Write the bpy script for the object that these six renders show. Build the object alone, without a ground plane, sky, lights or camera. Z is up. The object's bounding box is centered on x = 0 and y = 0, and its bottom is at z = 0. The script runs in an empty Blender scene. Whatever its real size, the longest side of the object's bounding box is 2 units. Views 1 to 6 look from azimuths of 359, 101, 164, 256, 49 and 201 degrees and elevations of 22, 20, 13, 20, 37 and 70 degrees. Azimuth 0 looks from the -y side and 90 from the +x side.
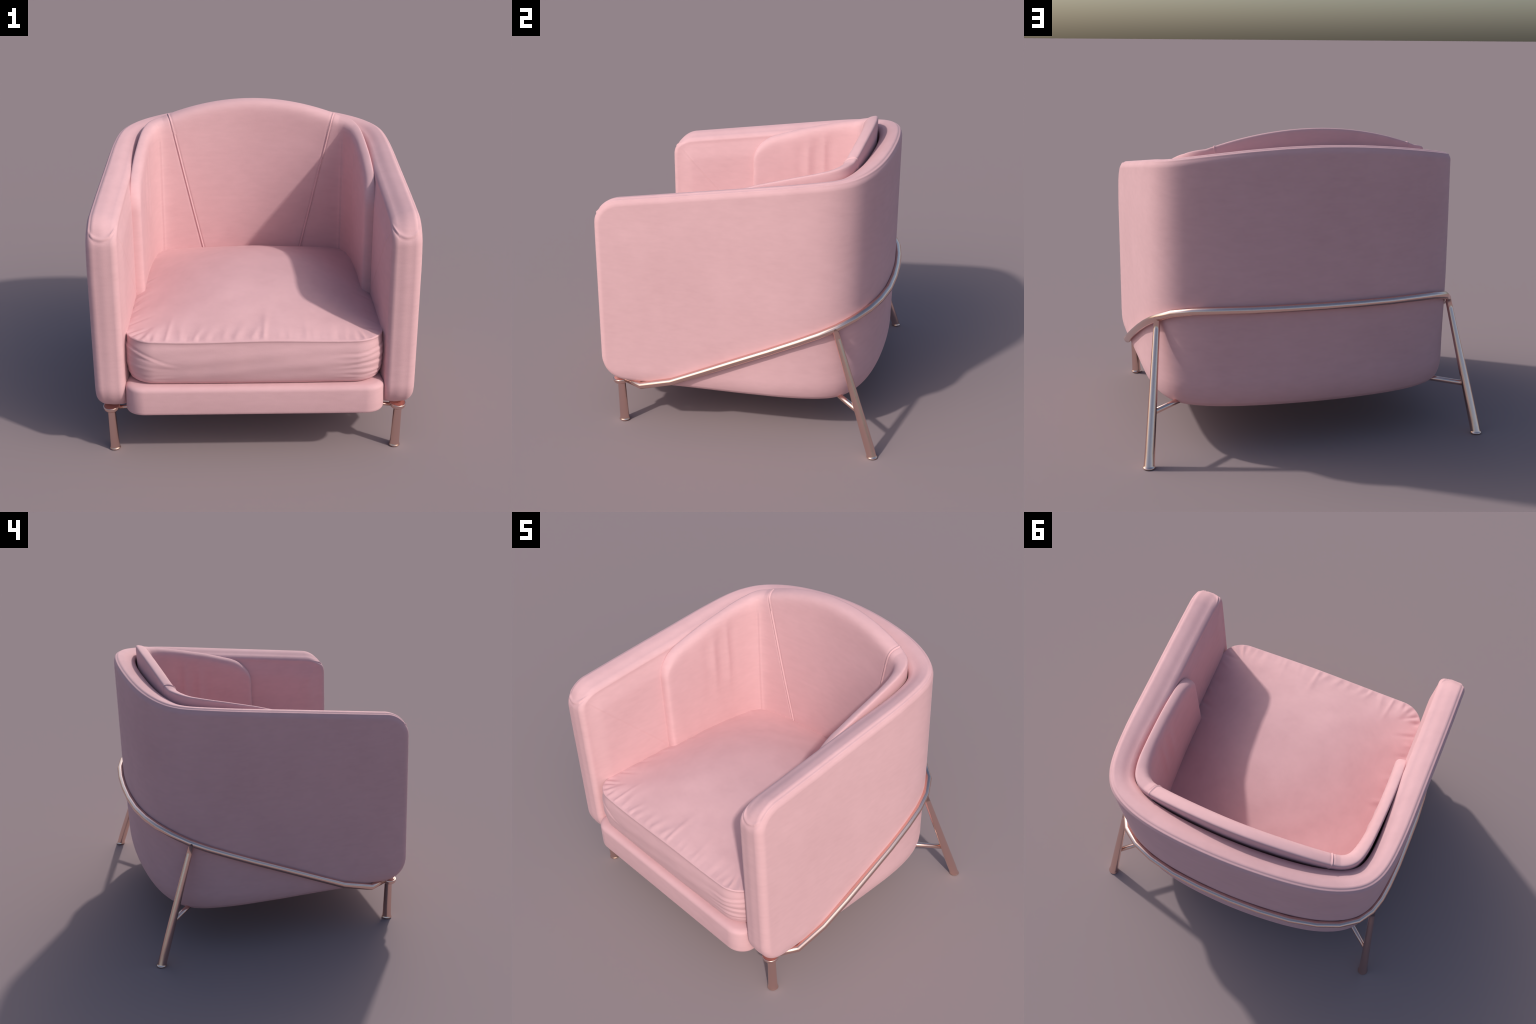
"""Pink upholstered tub armchair on a copper tube frame, built procedurally."""
import bpy
import math
import random
import numpy as np

random.seed(7)
RNG = np.random.default_rng(11)

# ------------------------------------------------------------------ helpers


def spline(points, n):
    """Natural cubic spline through points (chord-length parameter), n samples, even in arc length."""
    p = np.asarray(points, float)
    h = np.linalg.norm(np.diff(p, axis=0), axis=1)
    k = np.concatenate([[0], np.cumsum(h)])
    m = len(p)
    a = np.zeros((m, m))
    b = np.zeros_like(p)
    a[0, 0] = a[-1, -1] = 1
    for i in range(1, m - 1):
        a[i, i - 1], a[i, i], a[i, i + 1] = h[i - 1], 2 * (h[i - 1] + h[i]), h[i]
        b[i] = 6 * ((p[i + 1] - p[i]) / h[i] - (p[i] - p[i - 1]) / h[i - 1])
    c = np.linalg.solve(a, b)

    def at(t):
        i = np.clip(np.searchsorted(k, t, side="right") - 1, 0, m - 2)
        u, hh = (t - k[i])[:, None], h[i][:, None]
        return (p[i] + u * ((p[i + 1] - p[i]) / hh - hh * (2 * c[i] + c[i + 1]) / 6)
                + u ** 2 * c[i] / 2 + u ** 3 * (c[i + 1] - c[i]) / (6 * hh))

    t = np.linspace(0, k[-1], 4000)
    q = at(t)
    d = np.concatenate([[0], np.cumsum(np.linalg.norm(np.diff(q, axis=0), axis=1))])
    return at(np.interp(np.linspace(0, d[-1], n), d, t)), d[-1]


def smooth(a, b, x):
    t = np.clip((x - a) / (b - a), 0, 1)
    return t * t * (3 - 2 * t)


def soft_abs(x, k=.25):
    return np.clip((np.sqrt(x ** 2 + k * k) - k) / (math.sqrt(1 + k * k) - k), 0, 1)


def bell(x, w):
    return np.exp(-(x / w) ** 2)


class PlanPath:
    """A U-shaped plan line, mirrored in x. s = 0 at the middle of the back, s > 0 to the right front."""

    def __init__(self, half):
        pts = [(-x, y) for x, y in half[::-1]] + list(half[1:])
        self.q, self.length = spline(pts, 3001)
        self.L = self.length / 2
        self.s = np.linspace(-self.L, self.L, 3001)
        t = np.gradient(self.q, axis=0)
        t /= np.linalg.norm(t, axis=1)[:, None]
        self.n = np.stack([t[:, 1], -t[:, 0]], 1)      # towards the inside of the U

    def at(self, s):
        f = lambda v: np.interp(s, self.s, v)
        x, y, nx, ny = f(self.q[:, 0]), f(self.q[:, 1]), f(self.n[:, 0]), f(self.n[:, 1])
        ln = np.hypot(nx, ny)
        return x, y, nx / ln, ny / ln


def rounded_outline(a0, a1, lo, hi, r_lo, r_hi, counts):
    """Closed outline between the curves b = lo(a) and b = hi(a), a0 <= a <= a1, elliptical corners
    r = (ra, rb). Returns four sides (bottom, right, top, left) with shared corner points."""
    n_a, n_b, n_c = counts            # samples along a, along b, along half a corner arc
    th = np.linspace(0, math.pi / 4, n_c + 1)

    def side_h(f, r, sign):
        ra, rb = r
        aa = np.linspace(a0 + ra, a1 - ra, n_a + 1)
        left_a = a0 + ra - ra * np.sin(th[::-1])
        right_a = a1 - ra + ra * np.sin(th)
        drop_l = rb * (1 - np.cos(th[::-1]))
        drop_r = rb * (1 - np.cos(th))
        a = np.concatenate([left_a[:-1], aa, right_a[1:]])
        b = np.concatenate([(f(left_a) - sign * drop_l)[:-1], f(aa), (f(right_a) - sign * drop_r)[1:]])
        return np.stack([a, b], 1)

    bottom, top = side_h(lo, r_lo, -1), side_h(hi, r_hi, 1)

    def side_v(end, sgn):
        ph = th
        a_lo = end - sgn * r_lo[0] + sgn * r_lo[0] * np.cos(ph)      # from the 45 degree point outwards
        b_lo = lo(a_lo) + r_lo[1] - r_lo[1] * np.sin(ph)
        a_hi = end - sgn * r_hi[0] + sgn * r_hi[0] * np.cos(ph)
        b_hi = hi(a_hi) - r_hi[1] + r_hi[1] * np.sin(ph)
        low = np.stack([a_lo, b_lo], 1)[::-1]
        high = np.stack([a_hi, b_hi], 1)
        bb = np.linspace(low[-1, 1], high[0, 1], n_b + 1)
        mid = np.stack([np.full_like(bb, end), bb], 1)
        return np.concatenate([low[:-1], mid, high[1:]])

    return bottom, side_v(a1, 1), top, side_v(a0, -1)


def slab(sides, rim):
    """Quad mesh of a cushion-like slab: outline sides in (a, b), rim = [(inset d, depth t), ...] from the
    front face round the edge to the back face. Returns coords (a, b, t), faces and per-vertex info."""
    bottom, right, top, left = sides
    na, nb = len(bottom) - 1, len(right) - 1
    ring = np.concatenate([bottom[:-1], right[:-1], top[::-1][:-1], left[::-1][:-1]])
    n = len(ring)
    tan = np.roll(ring, -1, 0) - np.roll(ring, 1, 0)
    tan /= np.linalg.norm(tan, axis=1)[:, None]
    for _ in range(2):
        tan = tan + 0.5 * (np.roll(tan, 1, 0) + np.roll(tan, -1, 0))
        tan /= np.linalg.norm(tan, axis=1)[:, None]
    inward = np.stack([-tan[:, 1], tan[:, 0]], 1)

    co, faces = [], []

    def face_grid(d, t, flip, tag):
        r = ring + inward * d
        B, R = r[:na + 1], r[na:na + nb + 1]
        T = r[na + nb:2 * na + nb + 1][::-1]
        Lf = np.concatenate([r[2 * na + nb:], r[:1]])[::-1]
        u = np.linspace(0, 1, na + 1)[None, :, None]
        v = np.linspace(0, 1, nb + 1)[:, None, None]
        g = ((1 - v) * B[None] + v * T[None] + (1 - u) * Lf[:, None] + u * R[:, None]
             - (1 - u) * (1 - v) * B[0] - u * (1 - v) * B[-1] - (1 - u) * v * T[0] - u * v * T[-1])
        base = sum(len(c) for c in co)
        co.append(np.concatenate([g.reshape(-1, 2), np.full((g.shape[0] * g.shape[1], 1), t)], 1))
        idx = base + np.arange((na + 1) * (nb + 1)).reshape(nb + 1, na + 1)
        q = np.stack([idx[:-1, :-1], idx[:-1, 1:], idx[1:, 1:], idx[1:, :-1]], -1).reshape(-1, 4)
        faces.append(q[:, ::-1] if flip else q)
        return np.concatenate([idx[0, :-1], idx[:-1, -1], idx[-1, ::-1][:-1], idx[::-1, 0][:-1]])

    first = face_grid(rim[0][0], rim[0][1], False, 0)
    prev = first
    for d, t in rim[1:-1]:
        base = sum(len(c) for c in co)
        co.append(np.concatenate([ring + inward * d, np.full((n, 1), t)], 1))
        cur = base + np.arange(n)
        faces.append(np.stack([prev, cur, np.roll(cur, -1), np.roll(prev, -1)], 1))
        prev = cur
    last = face_grid(rim[-1][0], rim[-1][1], True, 1)
    faces.append(np.stack([prev, last, np.roll(last, -1), np.roll(prev, -1)], 1))
    return np.concatenate(co), np.concatenate(faces), ring


def edge_distance(p, ring, chunk=4000):
    out = np.empty(len(p))
    for i in range(0, len(p), chunk):
        q = p[i:i + chunk]
        out[i:i + chunk] = np.sqrt(((q[:, None, :] - ring[None, ::2]) ** 2).sum(-1).min(1))
    return out


def mesh_object(name, co, faces, material, parent, normals=None):
    me = bpy.data.meshes.new(name)
    me.from_pydata([tuple(v) for v in np.asarray(co).tolist()], [], np.asarray(faces).tolist() if not isinstance(faces, list) else faces)
    me.polygons.foreach_set("use_smooth", [True] * len(me.polygons))
    for p in me.polygons:
        if p.loop_total > 4:
            p.use_smooth = False            # flat end caps
    me.materials.append(material)
    me.update()
    if normals is not None:
        me.normals_split_custom_set_from_vertices([tuple(v) for v in normals.tolist()])
    ob = bpy.data.objects.new(name, me)
    bpy.context.collection.objects.link(ob)
    ob.parent = parent
    return ob


def vertex_normals(co, faces):
    f = np.asarray(faces)
    d1, d2 = co[f[:, 2]] - co[f[:, 0]], co[f[:, 3]] - co[f[:, 1]]
    fn = np.cross(d1, d2)
    vn = np.zeros_like(co)
    for k in range(4):
        np.add.at(vn, f[:, k], fn)
    return vn / np.maximum(np.linalg.norm(vn, axis=1)[:, None], 1e-12)


def split_objects(parts, co, faces, region, material, parent):
    """One smooth surface cut into objects by face region; borders coincide, normals stay those of the whole."""
    vn = vertex_normals(co, faces)
    made = []
    for key, name in parts:
        f = faces[region == key]
        used, inv = np.unique(f.ravel(), return_inverse=True)
        made.append(mesh_object(name, co[used], inv.reshape(-1, 4), material, parent, vn[used]))
    return made


def arc_rim(T, r_out, r_in, steps=7, crown=0.0):
    rim = [(r_out + 0.012, 0.0)]
    for i in range(steps + 1):
        a = i / steps * math.pi / 2
        rim.append((r_out * (1 - math.sin(a)), r_out * (1 - math.cos(a))))
    for i in range(1, 8):
        f = i / 8
        rim.append((-crown * math.sin(math.pi * f) ** 2, r_out + f * (T - r_out - r_in)))
    for i in range(steps + 1):
        a = i / steps * math.pi / 2
        rim.append((r_in * (1 - math.cos(a)), T - r_in + r_in * math.sin(a)))
    rim.append((r_in + 0.012, T))
    return rim


# ---------------------------------------------------------------- materials


def new_material(name):
    m = bpy.data.materials.new(name)
    m.use_nodes = True
    nt = m.node_tree
    return m, nt, nt.nodes["Principled BSDF"]


def fabric_material():
    m, nt, bsdf = new_material("rose_pink_cloth")
    N, L = nt.nodes, nt.links
    tc = N.new("ShaderNodeTexCoord")

    def noise(scale, detail, rough, stretch=None):
        n = N.new("ShaderNodeTexNoise")
        n.inputs["Scale"].default_value = scale
        n.inputs["Detail"].default_value = detail
        n.inputs["Roughness"].default_value = rough
        if stretch:
            mp = N.new("ShaderNodeMapping")
            mp.inputs["Scale"].default_value = stretch
            L.new(tc.outputs["Object"], mp.inputs["Vector"])
            L.new(mp.outputs["Vector"], n.inputs["Vector"])
        else:
            L.new(tc.outputs["Object"], n.inputs["Vector"])
        return n

    cloud = noise(2.6, 5, 0.6)
    slub = noise(22, 4, 0.65, (0.45, 0.45, 1.6))
    grain = noise(190, 2, 0.6)

    ramp = N.new("ShaderNodeValToRGB")
    ramp.color_ramp.elements[0].position = 0.30
    ramp.color_ramp.elements[0].color = FABRIC_DARK
    ramp.color_ramp.elements[1].position = 0.70
    ramp.color_ramp.elements[1].color = FABRIC_LIGHT
    mix = N.new("ShaderNodeMath")
    mix.operation = "MULTIPLY_ADD"
    mix.inputs[1].default_value = 0.45
    L.new(slub.outputs["Fac"], mix.inputs[0])
    half = N.new("ShaderNodeMath")
    half.operation = "MULTIPLY"
    half.inputs[1].default_value = 0.55
    L.new(cloud.outputs["Fac"], half.inputs[0])
    L.new(half.outputs[0], mix.inputs[2])
    L.new(mix.outputs[0], ramp.inputs["Fac"])
    L.new(ramp.outputs["Color"], bsdf.inputs["Base Color"])

    bump = N.new("ShaderNodeBump")
    bump.inputs["Strength"].default_value = 0.10
    bump.inputs["Distance"].default_value = 0.004
    add = N.new("ShaderNodeMath")
    add.operation = "ADD"
    L.new(slub.outputs["Fac"], add.inputs[0])
    L.new(grain.outputs["Fac"], add.inputs[1])
    L.new(add.outputs[0], bump.inputs["Height"])
    L.new(bump.outputs["Normal"], bsdf.inputs["Normal"])
    bsdf.inputs["Roughness"].default_value = 0.85
    bsdf.inputs["Specular IOR Level"].default_value = 0.25
    bsdf.inputs["Sheen Weight"].default_value = 0.12
    bsdf.inputs["Sheen Roughness"].default_value = 0.45
    bsdf.inputs["Sheen Tint"].default_value = (1.0, 0.80, 0.82, 1)
    return m


def copper_material():
    m, nt, bsdf = new_material("polished_rose_copper")
    N, L = nt.nodes, nt.links
    tc = N.new("ShaderNodeTexCoord")
    n = N.new("ShaderNodeTexNoise")
    n.inputs["Scale"].default_value = 35
    n.inputs["Detail"].default_value = 3
    L.new(tc.outputs["Object"], n.inputs["Vector"])
    ramp = N.new("ShaderNodeMapRange")
    ramp.inputs["To Min"].default_value = 0.17
    ramp.inputs["To Max"].default_value = 0.22
    L.new(n.outputs["Fac"], ramp.inputs["Value"])
    L.new(ramp.outputs["Result"], bsdf.inputs["Roughness"])
    bsdf.inputs["Base Color"].default_value = COPPER
    bsdf.inputs["Metallic"].default_value = 1.0
    return m


FABRIC_DARK = (0.612, 0.366, 0.386, 1)
FABRIC_LIGHT = (0.685, 0.420, 0.442, 1)
COPPER = (0.84, 0.60, 0.525, 1)

chair = bpy.data.objects.new("armchair", None)
bpy.context.collection.objects.link(chair)
chair["label"] = "pink upholstered tub armchair on thin copper tube frame"
chair["category"] = "armchair"

FABRIC = fabric_material()
METAL = copper_material()

# ------------------------------------------------------------ tub shell: backrest and armrests

SHELL_PLAN = PlanPath([(0, .853), (.2, .846), (.4, .825), (.58, .785), (.70, .735), (.79, .668), (.850, .573),
                       (.883, .45), (.900, .3), (.907, .1), (.911, -.15), (.915, -.4), (.917, -.65), (.917, -.848)])


def shell_plan_y(s):
    return SHELL_PLAN.at(s)[1]


CREST_S = np.linspace(0, SHELL_PLAN.L + .05, 400)


def crest_curve():
    """Height of the top edge along the plan line: a low arch over the back, then a straight fall along the arms."""
    x, y, _, _ = SHELL_PLAN.at(CREST_S)
    arm = 1.468 + (y + .72) * .128
    z = np.where(y < .50, arm, np.interp(x, [0, .2, .4, .58, .70, .79, .848, .871], [1.716, 1.711, 1.697, 1.677, 1.660, 1.644, 1.631, 1.624]))
    k = np.hanning(41)
    k /= k.sum()
    return np.convolve(np.concatenate([z[20:0:-1], z, np.full(20, z[-1])]), k, "valid")


CREST_Z = crest_curve()


def shell_top(s):
    return np.interp(np.abs(s), CREST_S, CREST_Z)


def shell_bottom(s):
    _, y, _, _ = SHELL_PLAN.at(s)
    return np.interp(y, [-.84, -.4, 0, .5, .86], [.294, .278, .265, .256, .252])


def build_shell():
    T = .165
    L = SHELL_PLAN.L
    sides = rounded_outline(-L, L, shell_bottom, shell_top, (.165, .17), (.150, .145), (560, 170, 14))
    rim = arc_rim(T, .046, .036, 20, .003)
    c, faces, ring = slab(sides, rim)
    s, z, t = c[:, 0], c[:, 1], c[:, 2]
    x, y, nx, ny = SHELL_PLAN.at(np.clip(s, -L, L))
    # straight continuation for the crown that swells past the path ends
    over = np.abs(s) - L
    y = np.where(over > 0, y - over, y)
    back = smooth(-.1, .75, y)
    t = t * (1 - .12 * back)
    from_end = L - np.abs(s)
    t = t * (1 + (.06 + .10 * smooth(.03, .16, from_end) * smooth(.05, .20, shell_top(np.clip(s, -L, L)) - z)) * (1 - back))
    # the lower edge tucks under, more at the back
    zb = shell_bottom(np.clip(s, -L, L))
    # the top slopes down towards the inside
    near_top = smooth(.11, .0, shell_top(np.clip(s, -L, L)) - z)
    z = z - .030 * smooth(.03, .16, c[:, 2]) * near_top
    w = np.interp(y, [-.84, -.3, .2, .6, .86], [.035, .06, .07, .075, .105])
    h = np.interp(y, [-.84, -.3, .2, .6, .86], [.10, .13, .14, .15, .19])
    k = np.clip((zb + h - z) / h, 0, 1)
    tuck = w * (1 - np.sqrt(np.maximum(1 - k ** 2, 0)))
    t = tuck + t * np.maximum(.12, 1 - tuck / T)
    # slight draft of the outer face towards the top and towards the floor
    t = t + .010 * smooth(1.15, 1.6, z) * (1 - smooth(.3, .7, y)) * (1 - t / T)
    t = t + .012 * smooth(.95, .45, z) * smooth(.2, .8, y)
    co = np.stack([x + nx * t, y + ny * t, z], 1)
    nrm = vertex_normals(co, faces)

    # seam of the top strip: a groove along the outer top edge, closing in a U on the arm front
    top = shell_top(np.clip(s, -L, L))
    tt = c[:, 2]
    front = np.abs(s) > L - .16
    dtop = top - z
    sink = np.zeros(len(co))
    near_out = (bell(tt - .015, .0038) - .6 * bell(tt - .0245, .005)) * smooth(.09, .05, dtop) * (1 - front)
    sink += .0026 * near_out
    # on the front end use distance from the arm's end face
    u = np.clip(tt / T, 0, 1)
    u_seam_z = 1.362 + .020 * (2 * u - 1) ** 4 + .045 * (2 * u - 1) ** 2
    endf = smooth(L - .10, L - .03, np.abs(s)) * smooth(.006, .04, tt)
    sink += .0052 * bell(z - u_seam_z, .0060) * endf
    sink -= .0018 * bell(z - u_seam_z - .018, .014) * endf
    sink -= .003 * bell(z - u_seam_z + .013, .009) * endf
    sink += .0026 * (bell(tt - .015, .0038) - .6 * bell(tt - .0245, .005)) * front * smooth(1.37, 1.40, z)
    # faint diagonal seam across the inner face of each arm
    ax, az, bx, bz = -.785, 1.372, -.18, .735
    dl = math.hypot(bx - ax, bz - az)
    dist = ((co[:, 1] - ax) * (bz - az) - (co[:, 2] - az) * (bx - ax)) / dl
    along = ((co[:, 1] - ax) * (bx - ax) + (co[:, 2] - az) * (bz - az)) / dl
    inner = smooth(.13, .15, tt)
    sink += inner * (.0028 * bell(dist, .006) - .0015 * bell(dist - .011, .007)) * smooth(0, .04, along) * smooth(dl + .1, dl, along)
    co = co - nrm * sink[:, None]

    cy = co[faces].mean(1)
    region = np.where(cy[:, 1] > .33, 0, np.where(cy[:, 0] < 0, 1, 2))
    split_objects([(0, "backrest"), (1, "armrest"), (2, "armrest")], co, faces, region, FABRIC, chair)


# ------------------------------------------------------------ back cushion with two wings

PILLOW_PLAN = PlanPath([(0, .672), (.2, .664), (.4, .643), (.53, .622), (.62, .595), (.678, .55), (.709, .475),
                        (.722, .37), (.732, .2), (.738, 0), (.738, -.12), (.736, -.238)])


def pillow_top(s):
    x, y, _, _ = PILLOW_PLAN.at(s)
    ax = np.abs(x)
    wing = np.interp(y, [-.24, -.1, .1, .3, .5, .62], [1.465, 1.495, 1.556, 1.605, 1.650, 1.690])
    arch = 1.793 - .300 * ax ** 2
    return wing + (np.maximum(arch, wing) - wing) * smooth(.56, .615, y)


def seam_s(z):
    """Arc position of the slanting seam at height z."""
    xs = np.interp(z, [.60, .77, 1.71, 1.80], [.308, .346, .556, .576])
    half = PILLOW_PLAN.s >= 0
    return np.interp(xs, PILLOW_PLAN.q[half, 0][:1800], PILLOW_PLAN.s[half][:1800])


def build_back_cushion():
    T = .088
    L = PILLOW_PLAN.L

    sides = rounded_outline(-L, L, lambda s: .44 + 0 * s, pillow_top, (.15, .15), (.17, .15), (520, 190, 16))
    rim = [(.05, 0.0), (.02, .0005), (.008, .002), (.003, .005), (.0005, .010), (0, .016), (.001, .025), (.003, .034), (.0055, .043),
           (.009, .052), (.0135, .060), (.020, .0675), (.0285, .0745), (.039, .080), (.053, .084), (.073, .0866), (.10, .0877), (.13, .088)]
    c, faces, ring = slab(sides, rim)
    s, z, t = c[:, 0].copy(), c[:, 1], c[:, 2].copy()

    # the front edges of the wings are squarer than the top edge
    inset = np.interp(t, [p[1] for p in rim[4:]], [p[0] for p in rim[4:]])
    s = s + np.sign(s) * .60 * inset * smooth(L - .40, L - .08, np.abs(s)) * smooth(1.50, 1.36, z)

    # pull mesh columns on to the slanting seams so that each seam runs along an edge
    ss = seam_s(z)
    s_mid = .455
    f = np.where(np.abs(s) < s_mid, np.abs(s) / s_mid * ss, ss + (np.abs(s) - s_mid) / (L - s_mid) * (L - ss))
    fade = smooth(L - .02, L - .25, np.abs(s))
    new = np.abs(s) + (f - np.abs(s)) * fade
    # concentrate columns at the seam
    d = new - ss
    new = ss + d * (1 - .55 * bell(d, .05) * fade)
    # keep the top edge on the arch after the shift
    s2 = np.sign(s) * new
    top_old, top_new = pillow_top(s), pillow_top(s2)
    zz = z + (top_new - top_old) * np.clip((z - .60) / (top_old - .60), 0, 1)
    dist = (new - seam_s(zz))
    x, y, nx, ny = PILLOW_PLAN.at(np.clip(s2, -L, L))
    over = np.abs(s2) - L
    y = np.where(over > 0, y - over, y)

    wing_front = smooth(.62, .30, y)
    t = t * (1 - .21 * wing_front)
    # it leans back a little with height
    back = smooth(.45, .62, y)
    lean = back * (.010 + .015 * smooth(1.0, 1.8, zz))
    co = np.stack([x + nx * t, y + ny * t + lean, zz], 1)
    nrm = vertex_normals(co, faces)

    outer_mask = smooth(.012, .03, c[:, 2])
    sink = np.zeros(len(co))
    # double-ridged slanting seams
    sink += .0050 * bell(dist, .0032)
    sink -= .0030 * bell(np.abs(dist) - .0085, .0048) * outer_mask
    # soft vertical folds on the wings and the crease in the inner corner
    inside = smooth(.06, T, c[:, 2])
    yy = co[:, 1]
    vert = smooth(.95, 1.30, zz) * smooth(1.58, 1.49, zz)
    for y0, w, a, zt in ((.17, .022, .0050, 1.43), (.11, .030, -.0028, 1.42), (.225, .028, -.0042, 1.47),
                         (.285, .020, .0055, 1.50), (.34, .03, -.0026, 1.51)):
        drift = .018 * (1.4 - zz)
        sink += inside * a * bell(yy - y0 - drift, w) * vert * smooth(zt + .08, zt - .04, zz) * (np.abs(co[:, 0]) > .55)
    corner = np.abs(s2)
    s_c = float(np.interp(.645, PILLOW_PLAN.q[1500:2300, 0], PILLOW_PLAN.s[1500:2300]))
    sink += inside * (.0025 * bell(corner - s_c, .014) - .002 * bell(corner - s_c - .030, .018)) * smooth(1.60, 1.50, zz)
    co = co - nrm * sink[:, None]

    fm = new[faces].mean(1) - seam_s(zz[faces].mean(1))
    sx = s2[faces].mean(1)
    region = np.where(fm < 0, 0, np.where(sx < 0, 1, 2))
    split_objects([(0, "back_cushion"), (1, "wing_cushion"), (2, "wing_cushion")], co, faces, region, FABRIC, chair)


# ------------------------------------------------------------ seat cushion


def build_seat_cushion():
    z_seam = .759
    X, Y0, Y1 = .735, -.868, .605
    lo = lambda a: Y0 + .010 * (np.abs(a) / X) ** 2.5
    hi = lambda a: Y1 + 0 * a
    sides = rounded_outline(-X, X, lo, hi, (.165, .150), (.10, .10), (240, 230, 20))
    rim = [(.030, 0), (.020, -.0005), (.012, .0), (.007, .0), (.0035, -.0005), (.001, .0008), (.000, .003), (.0008, .006), (.0020, .009),
           (.0024, .012), (.0022, .018)]
    for i in range(1, 30):
        v = i / 30
        tt = .018 + v * .246
        bulge = .014 * math.sin(math.pi * min(1, v * 1.05)) ** .8 if v < .95 else 0
        rim.append((.004 * (1 - v) - bulge * (1 - v ** 3) + .016 * max(0, (v - .7) / .3) ** 2.4, tt))
    rim += [(.026, .272), (.040, .279), (.062, .284), (.11, .286)]
    c, faces, ring = slab(sides, rim)
    x, y, t = c[:, 0], c[:, 1], c[:, 2]
    top = t < 1e-9
    e = np.zeros(len(c))
    e[top] = edge_distance(c[top, :2], ring)
    u, v = soft_abs(x / X), soft_abs((y - (Y0 + Y1) / 2) / ((Y1 - Y0) / 2))
    dome = .178 * ((1 - u ** 1.45) * (1 - v ** 1.45)) ** .92
    z = z_seam - t + np.where(top, dome, 0)
    # the seam line waves a little
    seam_near = bell(t, .05)
    z = z + .004 * np.sin(x * 7 + 1.0) * seam_near * smooth(-.70, -.84, y)

    # pulled folds running in from the front seam
    rg = np.random.default_rng(5)
    folds = []
    for k in range(17):                                   # from the front seam, slanting, denser on one half
        x0 = -.66 + .078 * k + rg.uniform(-.022, .022)
        strong = 1.0 if x0 < .12 else .5
        folds.append((x0, Y0, .30 + .35 * rg.uniform(-1, 1) if x0 < 0 else .10 * rg.uniform(-1, 1), 1.0,
                      rg.uniform(.12, .30), rg.uniform(.009, .018), strong * rg.uniform(.0028, .0052)))
        folds.append((x0 + rg.uniform(.02, .05), Y0, .25 * rg.uniform(-1, 1.4), 1.0,
                      rg.uniform(.06, .16), rg.uniform(.008, .014), -strong * rg.uniform(.0012, .0030)))
    for sgn, count in ((-1, 12), (1, 8)):                 # from the sides
        for k in range(count):
            y0 = -.76 + .80 * (k + rg.uniform(-.3, .3)) / count
            folds.append((sgn * X, y0, -sgn * 1.0, .55 + .3 * rg.uniform(-1, 1), rg.uniform(.10, .24), rg.uniform(.009, .016),
                          rg.uniform(.0018, .0042) * (1 if k % 2 else -1)))
    for sgn in (-1, 1):                                   # small puckers in the far corners
        for k in range(3):
            folds.append((sgn * (X - .05), .50 - .05 * k, -sgn * 1.0, -.35, .16, .012, .003 * (1 if k % 2 else -1)))
    for sgn in (-1, 1):
        for k in range(7):
            a = math.pi / 2 * (k + .5) / 7
            folds.append((sgn * (X - .165 + .165 * math.sin(a)), Y0 + .150 - .150 * math.cos(a), -sgn * math.sin(a), math.cos(a),
                          rg.uniform(.09, .20), rg.uniform(.007, .013), rg.uniform(.0022, .0048) * (1 if k % 2 else -1)))
    lift = np.zeros(len(c))
    for x0, y0, dx, dy, ln, w, amp in folds:
        m = math.hypot(dx, dy)
        dx, dy = dx / m, dy / m
        al = (x - x0) * dx + (y - y0) * dy
        ac = (x - x0) * -dy + (y - y0) * dx
        prof = smooth(.0, .03, al) * smooth(ln, ln * .25, al)
        lift += amp * prof * bell(ac, w * (1 + 1.2 * np.clip(al / ln, 0, 1)))
    # broad unevenness of the stuffing
    lift += .0035 * np.sin(x * 6.1 + 1.3 * np.sin(y * 4.0)) * np.sin(y * 5.2 + .7) * smooth(.02, .2, e)
    lift += .0018 * np.sin(x * 15 + 2.0 * np.sin(y * 7 + 1)) * np.sin(y * 11 - x * 4) * smooth(.03, .15, e)
    z = z + np.where(top, lift, 0)
    co = np.stack([x, y, z], 1)
    nrm = vertex_normals(co, faces)

    # creases on the boxing, gathered at the two front corners and fading towards the middle
    v = np.clip((t - .018) / .246, 0, 1)
    side = (t > .018) & (t < .271)
    sink = np.zeros(len(c))
    arc = np.where(y < Y0 + .13, (X - np.abs(x)), .10 - (y - Y0 - .13) * .6)
    for sg, creases in ((-1, ((.10, .95, .0045), (.30, .60, .0016), (.52, .40, .0018), (.80, .16, .0028), (.90, .08, .0022))),
                        (1, ((.17, .35, .0042), (.33, .30, .0026), (.50, .28, .0042), (.66, .24, .0030), (.80, .14, .0042), (.91, .10, .0026)))):
        here = side & (np.sign(x) == sg)
        for v0, slope, a in creases:
            line = v0 + slope * .55 * (np.clip(arc, 0, .3) / .3) * (.9 - v0) + .02 * np.sin(arc * 22 + v0 * 30)
            fadeout = smooth(.34, .10, arc) * smooth(-.35, -.7, y)
            sink += np.where(here, a * (bell(v - line, .022) - .75 * bell(v - line - .062, .034)) * fadeout, 0)
    mid = np.where(side, .0014 * np.sin(x * 19 + 2.2 * np.sin(x * 6 + v * 3)) * np.sin(v * 3.1 + x * 2) + .0012 * np.sin(v * 17 + x * 7), 0)
    sink += mid * np.sin(np.clip(v, 0, 1) * math.pi)
    co = co - nrm * sink[:, None]
    mesh_object("seat_cushion", co, faces, FABRIC, chair)


# ------------------------------------------------------------ seat base under the cushion


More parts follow.
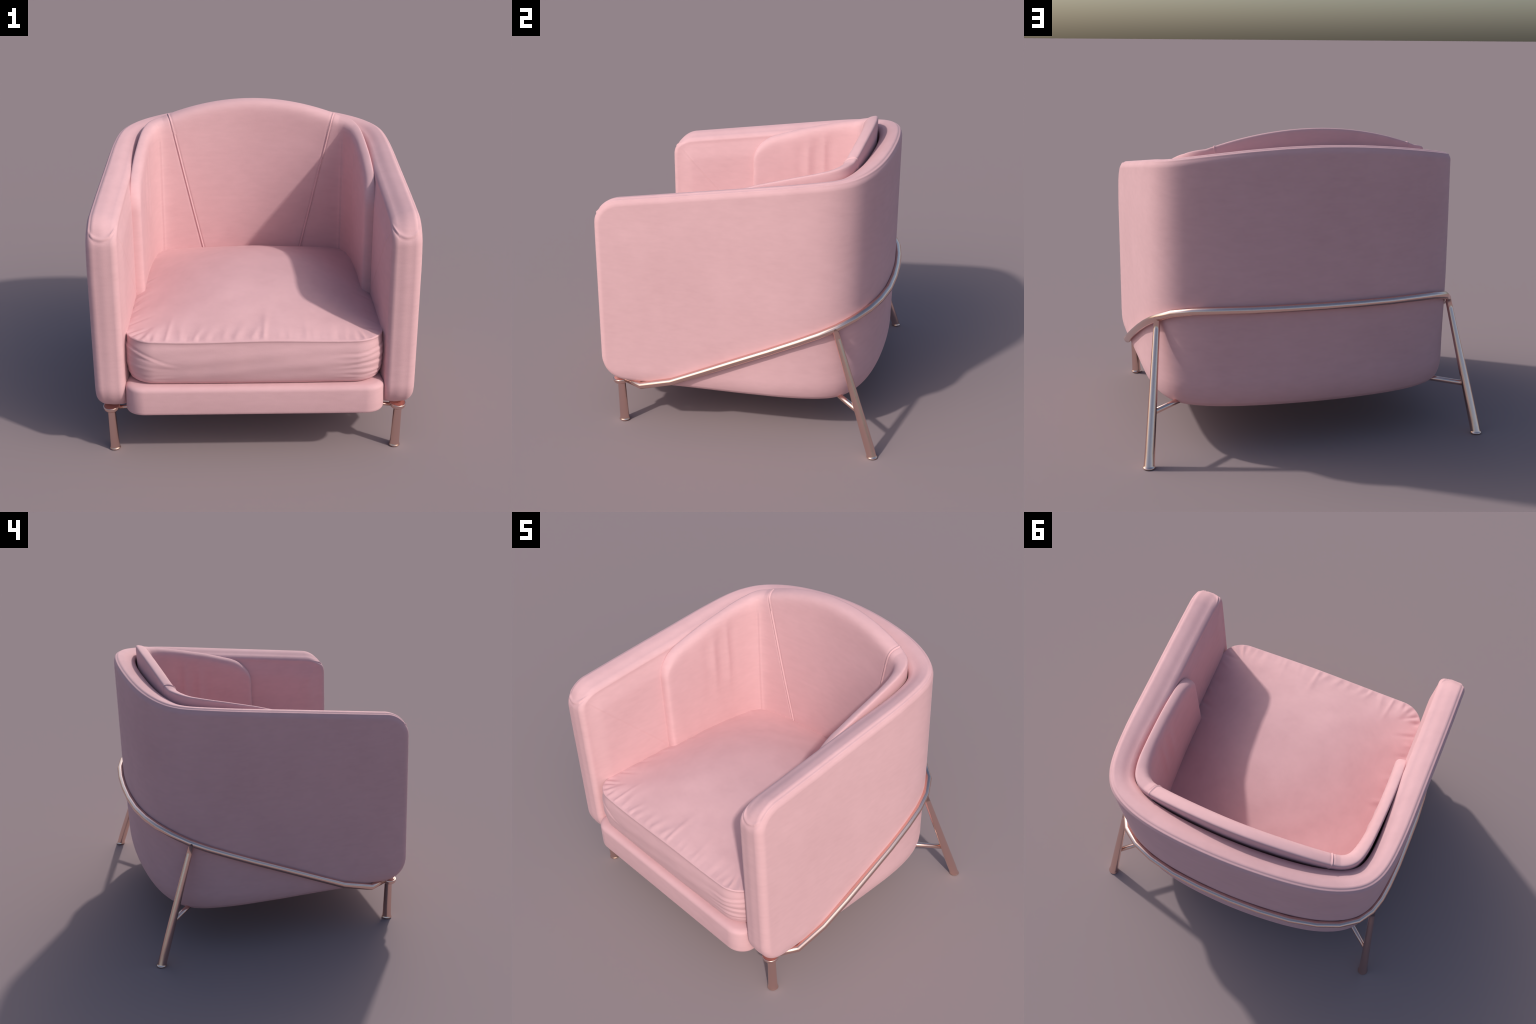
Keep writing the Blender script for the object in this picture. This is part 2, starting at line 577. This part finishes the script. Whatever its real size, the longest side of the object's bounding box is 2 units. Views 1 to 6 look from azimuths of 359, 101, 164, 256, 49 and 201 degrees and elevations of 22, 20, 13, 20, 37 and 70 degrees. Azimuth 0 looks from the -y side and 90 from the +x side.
def build_seat_base():
    X, Y0, Y1 = .744, -.896, .66
    lo = lambda a: Y0 + 0 * a
    hi = lambda a: Y1 - .05 * (a / X) ** 2
    sides = rounded_outline(-X, X, lo, hi, (.115, .105), (.30, .28), (120, 130, 16))
    rim = [(.10, 0), (.060, 0), (.032, .0008), (.0225, .003), (.014, .007), (.0075, .012), (.003, .018), (.0008, .025), (0, .033),
           (0, .10), (0, .16), (.0015, .170), (.005, .176), (.012, .180), (.03, .182), (.10, .182)]
    c, faces, ring = slab(sides, rim)
    x, y, t = c.T
    z_bot = np.interp(y, [-.89, -.4, 0, .5], [.305, .286, .268, .256])
    z = .482 - t / .182 * (.482 - z_bot)
    mesh_object("seat_base", np.stack([x, y, z], 1), faces, FABRIC, chair)


# ------------------------------------------------------------ copper frame


def sweep(name, pts, radii, parent, sides=20, caps=True):
    """Round tube along a polyline with mitred corners."""
    p = np.asarray(pts, float)
    r = np.broadcast_to(radii, (len(p),))
    seg = np.diff(p, axis=0)
    seg /= np.linalg.norm(seg, axis=1)[:, None]
    tan = np.concatenate([seg[:1], seg[:-1] + seg[1:], seg[-1:]])
    tan /= np.linalg.norm(tan, axis=1)[:, None]
    up = np.array([0, 0, 1.0]) if abs(tan[0][2]) < .9 else np.array([1.0, 0, 0])
    co, faces = [], []
    u = None
    for i in range(len(p)):
        if u is None:
            u = np.cross(tan[i], up)
        else:
            u = u - tan[i] * (u @ tan[i])
        u /= np.linalg.norm(u)
        v = np.cross(tan[i], u)
        for k in range(sides):
            a = 2 * math.pi * k / sides
            co.append(p[i] + r[i] * (u * math.cos(a) + v * math.sin(a)))
    for i in range(len(p) - 1):
        for k in range(sides):
            k2 = (k + 1) % sides
            faces.append([i * sides + k, (i + 1) * sides + k, (i + 1) * sides + k2, i * sides + k2])
    if caps:
        faces.append(list(range(sides)))
        faces.append([(len(p) - 1) * sides + k for k in range(sides)][::-1])
    return mesh_object(name, np.array(co), faces, METAL, parent)


def lathe(name, profile, base, tip, parent, sides=28, level_foot=False):
    """Surface of revolution about the line base -> tip; profile = [(radius, distance along)]."""
    b, d = np.asarray(base, float), np.asarray(tip, float) - np.asarray(base, float)
    d /= np.linalg.norm(d)
    u = np.cross(d, [0, 1, 0])
    u /= np.linalg.norm(u)
    v = np.cross(d, u)
    co, faces = [], []
    for r, h in profile:
        for k in range(sides):
            a = 2 * math.pi * k / sides
            q = b + d * h + r * (u * math.cos(a) + v * math.sin(a))
            if level_foot and h < .10:                      # cut level with the floor
                flat = b + np.array([r * math.cos(a) * u[0] + r * math.sin(a) * v[0], r * math.cos(a) * u[1] + r * math.sin(a) * v[1], 0]) + d * h
                w = float(smooth(.10, .02, np.array(h)))
                q = q * (1 - w) + flat * w
            co.append(q)
    n = len(profile)
    for i in range(n - 1):
        for k in range(sides):
            k2 = (k + 1) % sides
            faces.append([i * sides + k2, (i + 1) * sides + k2, (i + 1) * sides + k, i * sides + k])
    faces.append(list(range(sides)))
    faces.append([(n - 1) * sides + k for k in range(sides)][::-1])
    return mesh_object(name, np.array(co), faces, METAL, parent)


def foot_profile(r_foot, r_low, r_top, length):
    prof = [(r_foot - .008, 0), (r_foot - .002, .001), (r_foot, .004), (r_foot - .001, .008), (r_foot - .0035, .012), (r_low + .0005, .017)]
    for i in range(1, 13):
        f = i / 12
        prof.append((r_low + (r_top - r_low) * f ** .9, .017 + f * (length - .017)))
    return prof


RAIL_HALF = [(0, .870, .847), (.20, .865, .847), (.396, .847, .846), (.57, .809, .843), (.70, .758, .834), (.80, .685, .810),
             (.860, .592, .768), (.891, .490, .724), (.908, .37, .674), (.921, .20, .602), (.927, 0, .518), (.931, -.20, .432),
             (.926, -.394, .346), (.909, -.592, .289), (.856, -.705, .298)]


def build_frame():
    rail = [(-x, y, z) for x, y, z in RAIL_HALF[::-1]] + RAIL_HALF[1:]
    sweep("frame_rail", rail, .022, chair)
    for m in (1, -1):
        # splayed leg at the back, from the rail to the floor
        foot, head = np.array((.9655 * m, .838, 0)), np.array((.868 * m, .580, .765))
        lathe("leg", foot_profile(.0345, .0300, .0180, float(np.linalg.norm(head - foot))), foot, head, chair, level_foot=True)
        sweep("leg_brace", [(.930 * m, .743, .276), (.60 * m, .470, .282)], .0160, chair, 16)
        # short upright leg at the front with its mounting plate
        foot, head = np.array((.834 * m, -.736, 0)), np.array((.842 * m, -.742, .285))
        lathe("leg", foot_profile(.0335, .0285, .0235, float(np.linalg.norm(head - foot))), foot, head, chair, level_foot=True)
        lathe("mounting_plate", [(.006, -.022), (.018, -.022), (.030, -.021), (.040, -.017), (.0465, -.009), (.049, .0), (.049, .012), (.046, .0145), (.040, .013), (.030, .0125), (.018, .0122), (.006, .012)],
              (.838 * m, -.745, .285), (.846 * m, -.755, .385), chair)
        sweep("mounting_link", [(.80 * m, -.742, .279), (.68 * m, -.742, .290)], .0105, chair, 12)


build_shell()
build_back_cushion()
build_seat_cushion()
build_seat_base()
build_frame()
